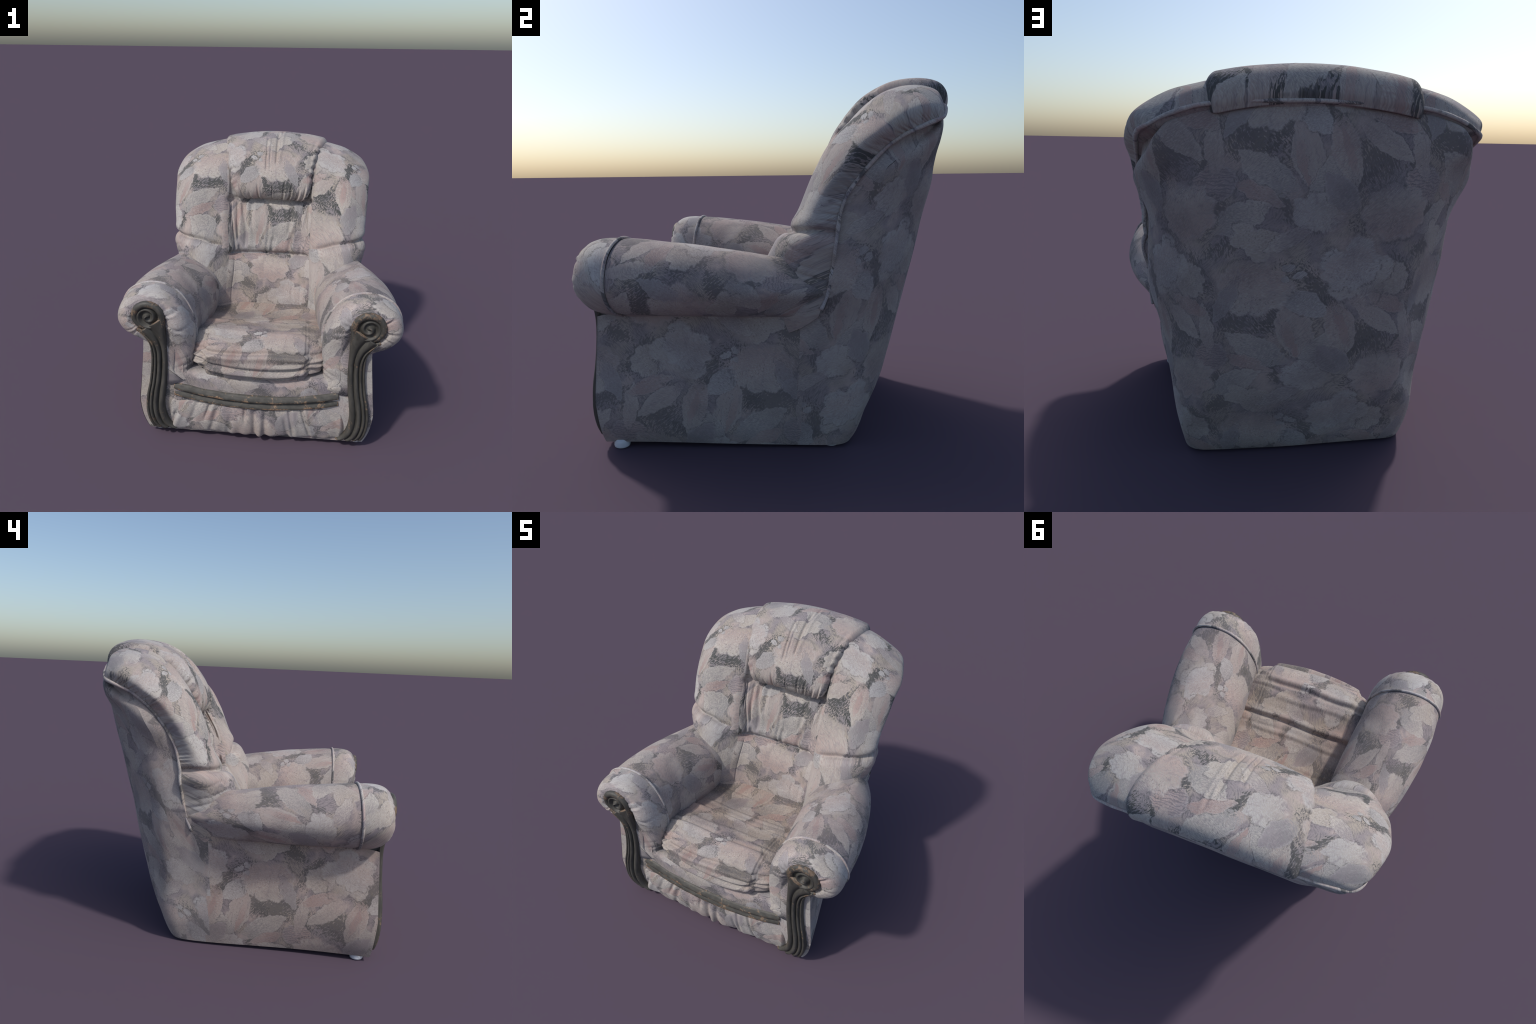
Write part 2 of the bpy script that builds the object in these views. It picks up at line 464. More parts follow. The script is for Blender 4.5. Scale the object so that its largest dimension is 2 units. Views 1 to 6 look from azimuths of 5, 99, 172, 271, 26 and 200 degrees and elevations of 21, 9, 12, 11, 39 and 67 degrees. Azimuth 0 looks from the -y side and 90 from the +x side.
def grid_normals(P, closed_v=False):
    du = np.gradient(P, axis=0)
    if closed_v:
        Q = np.concatenate([P[:, -1:], P, P[:, :1]], axis=1)
        dv = np.gradient(Q, axis=1)[:, 1:-1]
    else:
        dv = np.gradient(P, axis=1)
    n = np.cross(du, dv)
    return n / np.maximum(np.linalg.norm(n, axis=2, keepdims=True), 1e-9)

def grid_faces(n, m, closed_v=False, flip=False):
    idx = np.arange(n * m).reshape(n, m)
    a = idx[:-1]; b = idx[1:]
    if closed_v:
        a2 = np.roll(a, -1, axis=1); b2 = np.roll(b, -1, axis=1)
        F = np.stack([a, a2, b2, b], axis=-1)
    else:
        F = np.stack([a[:, :-1], a[:, 1:], b[:, 1:], b[:, :-1]], axis=-1)
    F = F.reshape(-1, 4)
    return F[:, ::-1] if flip else F

COLL = bpy.context.scene.collection
def make(name, verts, faces, mat, parent=None, smooth=True, normals=None):
    me = bpy.data.meshes.new(name)
    me.from_pydata([tuple(map(float, v)) for v in verts], [],
                   [tuple(int(i) for i in f) for f in faces])
    me.polygons.foreach_set('use_smooth', [smooth] * len(me.polygons))
    me.materials.append(mat)
    me.validate()
    me.update()
    if normals is not None:
        me.normals_split_custom_set_from_vertices([tuple(map(float, n)) for n in normals])
    ob = bpy.data.objects.new(name, me)
    COLL.objects.link(ob)
    if parent is not None:
        ob.parent = parent
    return ob

def make_grid(name, P, mat, parent=None, closed_v=False, flip=False, caps=(False, False)):
    n, m = P.shape[:2]
    F = [tuple(f) for f in grid_faces(n, m, closed_v, flip)]
    if caps[0]:
        c = list(range(m)); F.append(tuple(c if flip else c[::-1]))
    if caps[1]:
        c = list(range((n - 1) * m, n * m)); F.append(tuple(c[::-1] if flip else c))
    return make(name, P.reshape(-1, 3), F, mat, parent)

def split_grid(P, regions, parent, flip=False, closed_v=False, inside=(0, .5, 1.2)):
    """Cut one smooth surface into named pieces that keep the whole surface's normals.
    regions: list of (name, face mask (n-1, m-1), material)."""
    n, m = P.shape[:2]
    V = P.reshape(-1, 3)
    F = grid_faces(n, m, closed_v, flip)
    fn = np.cross(V[F[:, 2]] - V[F[:, 0]], V[F[:, 3]] - V[F[:, 1]])
    fc = V[F].mean(1) - np.asarray(inside)
    if (fn * fc).sum() < 0:
        F = F[:, ::-1]; fn = -fn
    N = np.zeros_like(V)
    for k in range(4):
        np.add.at(N, F[:, k], fn)
    N /= np.maximum(np.linalg.norm(N, axis=1, keepdims=True), 1e-9)
    out = []
    for name, mask, mat in regions:
        f = F[mask.reshape(-1)]
        used, inv = np.unique(f, return_inverse=True)
        out.append(make(name, V[used], inv.reshape(-1, 4), mat, parent, normals=N[used]))
    return out

def tube(path, radius, sides=10, squash=1.0, up=(0, -1, 0), ends=True):
    """Sweep a round (or squashed) section along a path; returns verts, faces."""
    path = np.asarray(path, float)
    n = len(path)
    r = np.broadcast_to(np.asarray(radius, float), (n,))
    T = np.gradient(path, axis=0)
    T /= np.maximum(np.linalg.norm(T, axis=1, keepdims=True), 1e-9)
    U = np.asarray(up, float) if np.ndim(up) == 2 else np.tile(np.asarray(up, float), (n, 1))
    S = np.cross(T, U); S /= np.maximum(np.linalg.norm(S, axis=1, keepdims=True), 1e-9)
    W = np.cross(S, T)
    a = np.linspace(0, 2 * np.pi, sides, endpoint=False)
    P = (path[:, None] + r[:, None, None] * (np.cos(a)[None, :, None] * S[:, None]
         + squash * np.sin(a)[None, :, None] * W[:, None]))
    F = [tuple(f) for f in grid_faces(n, sides, True)]
    if ends:
        F.append(tuple(range(sides))[::-1])
        F.append(tuple(range((n - 1) * sides, n * sides)))
    return P.reshape(-1, 3), F

def merge(parts):
    V, F, o = [], [], 0
    for v, f in parts:
        V.append(np.asarray(v)); F += [tuple(i + o for i in q) for q in f]; o += len(v)
    return np.concatenate(V), F

def fix_normals(ob):
    import bmesh
    bm = bmesh.new(); bm.from_mesh(ob.data)
    bmesh.ops.recalc_face_normals(bm, faces=bm.faces)
    bm.to_mesh(ob.data); bm.free()
    return ob

# ----------------------------------------------------------------------------
# the thing
# ----------------------------------------------------------------------------
chair = bpy.data.objects.new('upholstered_armchair', None)
COLL.objects.link(chair)
chair['label'] = 'worn floral fabric armchair with rolled arms and carved dark wood scrolls'
chair['category'] = 'armchair'

# ----------------------------------------------------------------------------
# body shell: side panels that run round a rounded rear corner into the back panel
# ----------------------------------------------------------------------------
def arch(x):            # top edge of the back panel (z) over x
    return curve([(-.80, 1.60), (-.74, 1.70), (-.6, 1.775), (-.45, 1.805), (0, 1.83), (.45, 1.805), (.6, 1.775), (.74, 1.70), (.80, 1.60)], x)

front_x = [(.03, .765), (.08, .79), (.25, .825), (.46, .808), (.77, .78), (.9, .775), (1.3, .765), (1.6, .77), (1.70, .735), (1.775, .59), (1.805, .43), (1.825, .15)]
front_y = [(.03, -.855), (.3, -.875), (.75, -.86), (.80, -.60), (.9, .34), (1.09, .385), (1.29, .405), (1.42, .455), (1.56, .565), (1.68, .70), (1.75, .80), (1.825, .86)]
rear_x  = [(.02, .575), (.10, .61), (.5, .665), (.9, .70), (1.4, .735), (1.6, .745), (1.70, .705), (1.775, .59), (1.805, .45), (1.825, .15)]
rear_y  = [(.02, .46), (.08, .505), (.2, .55), (.354, .602), (.75, .698), (1.2, .80), (1.55, .873), (1.775, .893), (1.825, .89)]

hip_x = [(.02, .60), (.25, .64), (.5, .675), (.70, .70), (.80, .725), (.90, .76), (1.05, .772), (1.3, .765), (1.6, .77), (1.83, .15)]

round_r = [(.03, .09), (.3, .18), (.75, .30), (1.2, .32), (1.5, .27), (1.62, .12), (1.7, .06)]
round_l = [(.03, .12), (.3, .28), (.75, .42), (1.2, .43), (1.5, .36), (1.62, .15), (1.7, .06)]

def shell_half(z, radius, cut, m_side=40, m_corner=20, m_back=30):
    """Half outline: straight tapering side, a wide soft corner, a nearly flat back."""
    xf, yf = curve(front_x, z), line(front_y, z)
    xr, yr = curve(rear_x, z), curve(rear_y, z)
    R = min(line(radius, z), .62 * xr)
    xm = curve(hip_x, z); ym = max(.35, yf)
    d = np.array([xr - xm, yr - ym]); L = np.linalg.norm(d); d /= L
    R = min(R, .8 * L)
    full_ = .022 * sstep(.15, .45, z) * sstep(1.6, 1.4, z)
    c = np.array([xr, yr - .012 + full_])
    e = c - d * R * .95; g = c + np.array([-R, .010])
    ys_ = np.linspace(yf, e[1], m_side)
    hip = xm if yf < .35 else xf
    xs_ = np.interp(ys_, [-.85, ym, e[1]], [xf, hip, e[0]])
    for _ in range(6):                                       # ease the bend at the hip
        xs_[1:-1] = .25 * xs_[:-2] + .5 * xs_[1:-1] + .25 * xs_[2:]
    S = np.column_stack([xs_, ys_])
    t = np.linspace(0, 1, m_corner + 2)[1:-1][:, None]
    C = (1 - t) ** 2 * e + 2 * t * (1 - t) * c + t ** 2 * g
    C = C - np.array([.72, .70]) * cut * np.sin(np.pi * t) ** 2 * sstep(.2, .5, z) * sstep(1.64, 1.48, z)   # the corner is pulled in
    t = np.linspace(0, 1, m_back)[:, None]
    B = g + (np.array([0, yr + .012 + .022 * bump(z, .85, .45)]) - g) * np.concatenate([t, np.sin(t * np.pi / 2)], axis=1)
    return np.concatenate([S, C, B])

def shell_section(z):
    right, left = shell_half(z, round_r, .018), shell_half(z, round_l, .042)
    return np.concatenate([right, left[::-1][1:] * [-1, 1]])

zs = np.concatenate([np.linspace(.035, .20, 12), np.linspace(.22, 1.6, 90), np.linspace(1.61, 1.825, 22)])
rows = []
for z in zs:
    s = shell_section(float(z))
    lo = 0
    rows.append(np.column_stack([s * (1 - lo), z - .020 * sstep(.12, .03, z) * sstep(-.8, .4, s[:, 1])]))
P = np.array(rows)
P[..., 0] -= .017 * sstep(.95, .70, P[..., 2]) * np.where(P[..., 0] < 0, 1, bump(P[..., 1], -.2, .4) * sstep(.05, .2, P[..., 2]))   # the base is not quite even
P[..., 0] -= .030 * sstep(.50, .10, P[..., 2]) * sstep(-.5, .3, P[..., 1]) * (P[..., 0] < 0)
P[..., 0] -= .012 * sstep(.95, 1.4, P[..., 2])
N = grid_normals(P)
P = P + N * (lump(P, 3.0) * .005 + lump(P, 9.0) * .0016)[..., None]
# soft horizontal dimples where the cloth is pulled on the side above the arm
n, m = P.shape[:2]
fy = (P[:-1, :-1, 1] + P[1:, 1:, 1]) / 2
fx = (P[:-1, :-1, 0] + P[1:, 1:, 0]) / 2
fz = (P[:-1, :-1, 2] + P[1:, 1:, 2]) / 2
seam_y = .20
side_r = (fy < seam_y) & (fx > 0) & (fz < .80)
side_l = (fy < seam_y) & (fx < 0) & (fz < .80)
back = ~(side_r | side_l)
split_grid(P, [('side_panel', side_r, MAT['side']), ('side_panel', side_l, MAT['side_left']),
               ('back_panel', back, MAT['back'])], chair, inside=(0, -.1, .8))
# underside board
s = shell_section(.036)[::4]
make('underside', np.column_stack([s * .985, .045 - .020 * sstep(-.8, .4, s[:, 1])]), [tuple(range(len(s)))], MAT['underside'], chair)
# front board closing the body behind the wood and the skirt
fb = []
for z in np.linspace(.04, .44, 24):
    xf = float(curve(front_x, z)); yf = float(line(front_y, z))
    x = np.linspace(-1, 1, 60)
    yy = yf - .004 * (1 - sstep(.9, 1.0, np.abs(x))) 
    fb.append(np.column_stack([x * xf - .017 * (x < 0), yy, np.full(60, z)]))
make_grid('front_board', np.array(fb), MAT['front'], chair)

for side in (1, -1):
    st = []
    for z in np.linspace(.40, .80, 14):
        xf = float(curve(front_x, z)); yf = float(line(front_y, min(z, .75)))
        x = np.linspace(.52, xf, 16)
        st.append(np.column_stack([x * side - .017 * (side < 0) * sstep(.6, .75, x), np.full(16, yf), np.full(16, z)]))
    make_grid('front_stile', np.array(st), MAT['front'], chair, flip=side < 0)

# ----------------------------------------------------------------------------
# backrest: one pillowy surface from a control net (rows go up, columns go outwards)
# ----------------------------------------------------------------------------
NET = [
 # centre            inner            seam              wing inner         wing crest         side               piping
 [(0,.045,.60), (.26,.045,.60),  (.35,.015,.60),  (.46,-.05,.60), (.62,.04,.62),  (.74,.20,.70),  (.75,.30,.77)],
 [(0,.070,.72),  (.26,.065,.72),  (.35,.02,.72),  (.47,-.06,.73), (.64,.0,.76),   (.77,.19,.79),  (.765,.31,.80)],
 [(0,.145,.87), (.26,.135,.87), (.35,.065,.87), (.48,-.03,.88), (.65,.01,.92),  (.78,.20,.90),  (.77,.35,.90)],
 [(0,.255,1.02),(.26,.24,1.02), (.345,.17,1.03),(.49,.045,1.05),(.66,.055,1.08),(.795,.20,1.06),(.775,.375,1.05)],
 [(0,.265,1.13),(.27,.27,1.13), (.345,.195,1.15),(.50,.145,1.18),(.66,.15,1.20), (.785,.25,1.20),(.77,.39,1.19)],
 [(0,.300,1.30),(.28,.293,1.30),(.355,.250,1.31),(.50,.225,1.32),(.66,.20,1.32),(.80,.29,1.32), (.77,.41,1.31)],
 [(0,.385,1.47),(.30,.385,1.47),(.36,.325,1.48),(.50,.285,1.48),(.66,.26,1.49), (.815,.365,1.46),(.775,.46,1.42)],
 [(0,.42,1.62), (.30,.42,1.62), (.37,.375,1.62), (.51,.35,1.63), (.66,.335,1.62),(.82,.45,1.58), (.78,.555,1.55)],
 [(0,.50,1.78), (.30,.50,1.775),(.38,.46,1.77), (.51,.455,1.76),(.66,.455,1.735),(.832,.56,1.67),(.775,.66,1.64)],
 [(0,.64,1.925),(.30,.63,1.915),(.38,.615,1.90),(.51,.60,1.875),(.65,.595,1.84),(.805,.67,1.75),(.765,.765,1.69)],
 [(0,.78,1.96), (.30,.78,1.95), (.38,.77,1.935),(.51,.75,1.91), (.64,.745,1.872),(.768,.77,1.785),(.742,.825,1.715)],
 [(0,.88,1.925),(.30,.88,1.92), (.38,.875,1.905),(.51,.87,1.88),(.61,.855,1.84),(.712,.845,1.775),(.712,.855,1.725)],
 [(0,.915,1.835),(.30,.91,1.83),(.38,.905,1.825),(.50,.90,1.81),(.60,.885,1.78),(.668,.875,1.752),(.688,.870,1.737)],
]
net = np.array(NET)
mir = net[:, ::-1] * [-1, 1, 1]
full = np.concatenate([mir[:, :-1], net], axis=1)          # 13 rows x 13 columns
NT, NU = 300, 300
B = catmull(full, NT)
B = np.swapaxes(catmull(np.swapaxes(B, 0, 1), NU), 0, 1)   # (t, u, 3)
tt = np.linspace(0, 12, NT)[:, None]                       # row index
uu = np.linspace(-6, 6, NU)[None, :]                       # column index
N = -grid_normals(B)
au = np.abs(uu)
d = np.zeros((NT, NU))
# centre panels: lumbar (rows 0..3), middle (3..6)
centre = 1 - sstep(1.55, 2.05 + .25 * (uu < 0), au)
# crease between lumbar and middle panel
d -= .030 * bump(tt, 3.15, .16) * centre
d += .012 * bump(tt, 3.7, .35) * centre
d += .018 * bump(tt, 2.3, .7) * centre
d -= .022 * bump(tt, 6.05, .16) * centre
# seams between the centre panels and the wings
seam_line = 1.95 + .0 * tt
for sgn in (-1, 1):
    d -= (.006 if sgn > 0 else .001) * bump(uu * sgn, 1.95, .06) * sstep(.5, 1.0, tt) * (1 - sstep(8, 9, tt))
    d += .008 * bump(uu * sgn, 2.25, .25) * (1 - sstep(6, 8, tt))
# pleats running down the middle panel and fading towards its belly
pl = np.zeros_like(d)
for c, w, a, lo, hi in [(-1.25, .07, .010, 3.2, 6.0), (-.95, .05, .014, 3.9, 6.0), (-.72, .06, .016, 3.5, 5.9), (-.45, .05, .011, 4.6, 6.0),
                        (-.05, .035, .010, 3.0, 6.0), (.06, .05, .010, 3.0, 4.3), (.55, .05, .012, 4.3, 6.0), (.62, .05, .009, 3.0, 4.6),
                        (.98, .05, .013, 4.7, 6.0), (1.2, .05, .012, 4.9, 6.0), (1.5, .06, .012, 4.6, 6.0), (-1.5, .06, .010, 4.7, 6.0),
                        (-1.35, .08, .012, 3.0, 3.9), (1.4, .08, .013, 3.0, 3.9), (.95, .07, .009, 3.0, 3.8), (-.9, .07, .008, 3.0, 3.8)]:
    drift = .05 * np.sin(tt * 1.7 + c * 9)
    pl -= a * bump(uu, c + drift, w) * sstep(lo, lo + .35, tt) * (1 - sstep(hi - .15, hi + .1, tt))
    pl += .5 * a * bump(uu, c + drift + 2 * w, w * 1.3) * sstep(lo, lo + .35, tt) * (1 - sstep(hi - .15, hi + .1, tt))
d += 1.35 * pl * centre
# flat tucks on the lumbar panel
for c, a in [(-1.35, .006), (-.15, .004), (.75, .004), (1.1, .004), (1.45, .006)]:
    d -= a * bump(uu, c, .05) * (1 - sstep(2.7, 3.0, tt)) * centre
# the fold that parts the wings from the bolsters beside the arms
fold_t = 3.98 - .22 * sstep(3.5, 2.2, au) + .10 * sstep(4.2, 5.5, au)
wing = sstep(2.1, 2.8, au)
d -= .026 * bump(tt, fold_t, .12) * wing * (1 - .3 * sstep(5.2, 6, au))
d += .014 * bump(tt, fold_t - .45, .3) * wing
d += .008 * bump(tt, fold_t + .4, .3) * wing
# puckers next to the piping down the wing sides
for k in range(46):
    t0 = 4.3 + 6.3 * (k + rng.uniform(-.35, .35)) / 46
    ln = rng.uniform(.5, 1.3); a = rng.uniform(.002, .007); w = rng.uniform(.03, .06)
    for sgn in (-1, 1):
        tj = t0 + rng.uniform(-.08, .08)
        d -= a * bump(tt, tj + .10 * (6 - au), w) * sstep(6 - ln, 6, uu * sgn)
# pulls on the bolsters
for sgn in (-1, 1):
    for t0, c, a in [(2.9, 5.0, .004), (2.55, 5.3, .006), (3.35, 4.8, .003)]:
        d -= a * bump(tt + .25 * (au - c), t0, .06) * bump(uu * sgn, c, .6)
B = B + N * d[..., None]
B = B + N * (lump(B, 4.0) * .005 + lump(B, 13.0) * .0016)[..., None]
B[..., 1] += .014 * sstep(.4, .6, B[..., 0]) * sstep(1.35, 1.55, B[..., 2]) * sstep(1.88, 1.78, B[..., 2])
waist = .022 * sstep(.66, .78, np.abs(B[..., 0])) * sstep(1.14, 1.0, B[..., 2])
B[..., 0] -= np.sign(B[..., 0]) * waist
B[..., 0] -= .012 * sstep(.9, 1.4, B[..., 2])             # the back leans slightly sideways
tf = np.broadcast_to((tt[:-1] + tt[1:]) / 2, (NT - 1, NU - 1))
uf = np.broadcast_to((uu[:, :-1] + uu[:, 1:]) / 2, (NT - 1, NU - 1))
ftf = 3.98 - .22 * sstep(3.5, 2.2, np.abs(uf)) + .10 * sstep(4.2, 5.5, np.abs(uf))
cen = np.abs(uf) < 1.95
regs = [('lumbar_panel', cen & (tf < 3.15), MAT['lumbar']),
        ('backrest_panel', cen & (tf >= 3.15), MAT['middle']),
        ('side_bolster', ~cen & (tf < ftf) & (uf > 0), MAT['bolster']),
        ('side_bolster', ~cen & (tf < ftf) & (uf < 0), MAT['bolster_left']),
        ('backrest_wing', ~cen & (tf >= ftf) & (uf > 0), MAT['wing']),
        ('backrest_wing', ~cen & (tf >= ftf) & (uf < 0), MAT['wing_left'])]
BACK_OUT = N
split_grid(B, regs, chair, flip=True)

# lining that closes the backrest behind its rim
lin0 = even(np.concatenate([B[10:, -1], B[-1, ::-1][1:-1], B[10:, 0][::-1]]), 300)
hub = np.array([0, .62, 1.15])
Ln = np.array([lin0 + (np.column_stack([np.zeros(300), hub[1] + 0 * lin0[:, 1], np.clip(lin0[:, 2], 0, 1.5)]) - lin0) * f for f in (0., .06, .12, .2)])
make_grid('backrest_lining', Ln, MAT['back'], chair)

# piping that follows the backrest's rear rim: up one side, over the top, down the other
rim = np.concatenate([B[30:, -1], B[-1, ::-1][1:-1], B[30:, 0][::-1]])
rim = even(rim, 420)
for _ in range(14):                                        # the cord takes corners softly
    rim[1:-1] = .25 * rim[:-2] + .5 * rim[1:-1] + .25 * rim[2:]
ctr = np.array([0, .6, 1.3])
rimo = rim + (rim - ctr) / np.linalg.norm(rim - ctr, axis=1, keepdims=True) * .004
rimo = rimo + (lump(rimo, 14.0) * .002)[:, None]
v, f = tube(rimo, .0095 + .0012 * lump(rimo, 30.0), 10, up=(rimo - ctr))
make('back_piping', v, f, MAT['piping'], chair)

# ----------------------------------------------------------------------------
# headrest flap: a quilted cushion that hangs over the top of the backrest
# ----------------------------------------------------------------------------
SP = np.array([(.405, 1.492), (.365, 1.500), (.333, 1.535), (.322, 1.60), (.355, 1.71), (.43, 1.83), (.52, 1.92), (.64, 1.98),
               (.77, 2.0), (.87, 1.985), (.918, 1.94), (.930, 1.875), (.91, 1.828)])     # (y, z) on the centre line
hw_l = [(0, .25), (.06, .30), (.2, .35), (.4, .39), (.6, .43), (.75, .452), (1, .46)]
hw_r = [(0, .265), (.06, .305), (.2, .335), (.4, .37), (.6, .42), (.72, .455), (1, .45)]
nv, nu = 200, 200
spine = even(catmull(SP, 400), nv)
vv = np.linspace(0, 1, nv)
sn = np.gradient(spine, axis=0); sn /= np.linalg.norm(sn, axis=1, keepdims=True)
sn = np.column_stack([-sn[:, 1], sn[:, 0]])                # outward (y, z) normal
sn *= np.sign((sn * (spine - [.7, 1.55])).sum())
e = np.linspace(-1, 1, nu)
H = np.zeros((nv, nu, 3))
for i in range(nv):
    wl, wr = curve(hw_l, vv[i]), curve(hw_r, vv[i])
    wl = wl + .006 * np.sin(vv[i] * 41) * (1 - vv[i]); 
    x = np.where(e < 0, e * wl, e * wr)
    thick = .068
    # the top arches with the backrest, the edges roll in
    sag = .055 * (np.abs(x) / .45) ** 2 * sstep(.25, .6, vv[i]) + .022 * (np.abs(x) / .33) ** 2 * (1 - sstep(.2, .5, vv[i]))
    roll = thick * (1 - np.sqrt(np.clip(1 - ((np.abs(e) - .90) / .10).clip(0) ** 2, 0, 1)))
    left = .55 + .45 * sstep(-.6, .2, x)
    y = spine[i, 0] - sn[i, 0] * roll
    z = spine[i, 1] - sn[i, 1] * roll - sag
    y = y + sag * .25 * (1 - sstep(.5, .7, vv[i]))
    H[i] = np.column_stack([x, y, z])
HN = -grid_normals(H)
sgn = np.sign((HN[100, 100] * np.array([0, -.4, 1])).sum()); HN *= sgn
E_, V_ = np.meshgrid(e, vv)
X_ = H[..., 0]
d = .014 * bump(V_, .16, .14) * (1 - np.abs(E_) ** 3)
for c, w, a, lo, hi, dr in [(-.36, .022, .012, .0, .20, .05), (-.60, .03, .009, .0, .14, .1), (.02, .016, .007, .0, .22, 0), (.30, .025, .012, .0, .22, .12),
                        (.48, .025, .013, .0, .20, .16), (.68, .025, .013, .0, .17, .22), (.82, .02, .010, .0, .2, .25), (-.78, .03, .010, .0, .2, -.1),
                        (-.14, .022, .012, .25, .62, .02), (.10, .03, .015, .30, .72, -.03), (.16, .02, .007, .4, .8, -.02), (-.07, .018, .006, .3, .5, .02)]:
    cc = c + dr * V_
    win = (1 - sstep(hi - .08, hi, V_)) * (sstep(lo, lo + .06, V_) if lo > 0 else 1)
    d -= a * bump(E_, cc, w) * win
    d += .5 * a * bump(E_, cc + 2.1 * w, w * 1.2) * win
# ruffled side edges
for k in range(9):
    v0 = .12 + .5 * k / 9 + rng.uniform(-.02, .02)
    d -= rng.uniform(.004, .009) * sstep(.05, .25, V_) * bump(V_ - .12 * (1 + E_), v0, .012) * sstep(-.72, -.95, E_)
for k in range(5):
    v0 = .25 + .35 * k / 5 + rng.uniform(-.02, .02)
    d -= rng.uniform(.008, .018) * bump(V_ + .1 * (1 - E_), v0, .02) * sstep(.80, .97, E_)
d -= .010 * bump(E_, .86, .05) * bump(V_, .45, .12)
H = H + HN * d[..., None]
H = H + HN * (lump(H, 5.0) * .005 + lump(H, 15.0) * .002)[..., None]
# hem: tuck the border under so the flap has depth
ring_in = H - HN * .030
ring_in[:, :, 0] *= .985
flap_v = np.concatenate([H.reshape(-1, 3), ring_in.reshape(-1, 3)])
F = [tuple(q) for q in grid_faces(nv, nu, False, True)]
if sgn < 0: pass
o = nv * nu
idx = np.arange(o).reshape(nv, nu)
border = list(idx[0, :]) + list(idx[1:, -1]) + list(idx[-1, ::-1][1:]) + list(idx[::-1, 0][1:-1])
F += [tuple(q + o for q in f[::-1]) for f in F[:]]
for a, b in zip(border, border[1:] + border[:1]):
    F.append((a, b, b + o, a + o))
fix_normals(make('headrest_flap', flap_v, F, MAT['flap'], chair))

# ----------------------------------------------------------------------------
# rolled arms
# ----------------------------------------------------------------------------
SEC = np.array([(.48, .46), (.465, .56), (.450, .70), (.450, .82), (.472, .93), (.530, 1.05), (.61, 1.125), (.71, 1.157), (.81, 1.148),
                (.903, 1.097), (.955, 1.015), (.967, .935), (.936, .862), (.874, .800), (.80, .767), (.75, .735), (.70, .62), (.67, .46), (.58, .44)])
MS = 180
sec = even(closed_catmull(SEC, 900), MS, closed=True)
tn = np.roll(sec, -1, axis=0) - np.roll(sec, 1, axis=0)
tn /= np.linalg.norm(tn, axis=1, keepdims=True)
sn2 = np.column_stack([-tn[:, 1], tn[:, 0]])               # outward for this winding
top_k = [(-.95, -.015), (-.72, .0), (-.45, -.018), (0, -.075), (.2, -.105), (.36, -.13)]
out_k = [(-.95, .004), (-.70, .007), (-.45, .003), (-.1, -.053), (.12, -.115), (.22, -.160), (.30, -.198), (.38, -.24)]
def arm_ring(y):
    p = sec.copy()
    up = sstep(.80, 1.15, p[:, 1])
    outw = sstep(.66, .95, p[:, 0])
    p[:, 1] += curve(top_k, y) * up
    p[:, 0] += curve(out_k, y) * outw
    p[:, 0] += .045 * sstep(-.75, .0, y) * sstep(.6, .45, p[:, 0]) * -1
    low = sstep(.78, .70, p[:, 1])
    p[:, 0] = p[:, 0] - low * np.clip(p[:, 0] - (.66 - .14 * sstep(-.5, .3, y)), 0, None) * sstep(-.7, -.4, y)
    return p
PIPE_Y = -.715
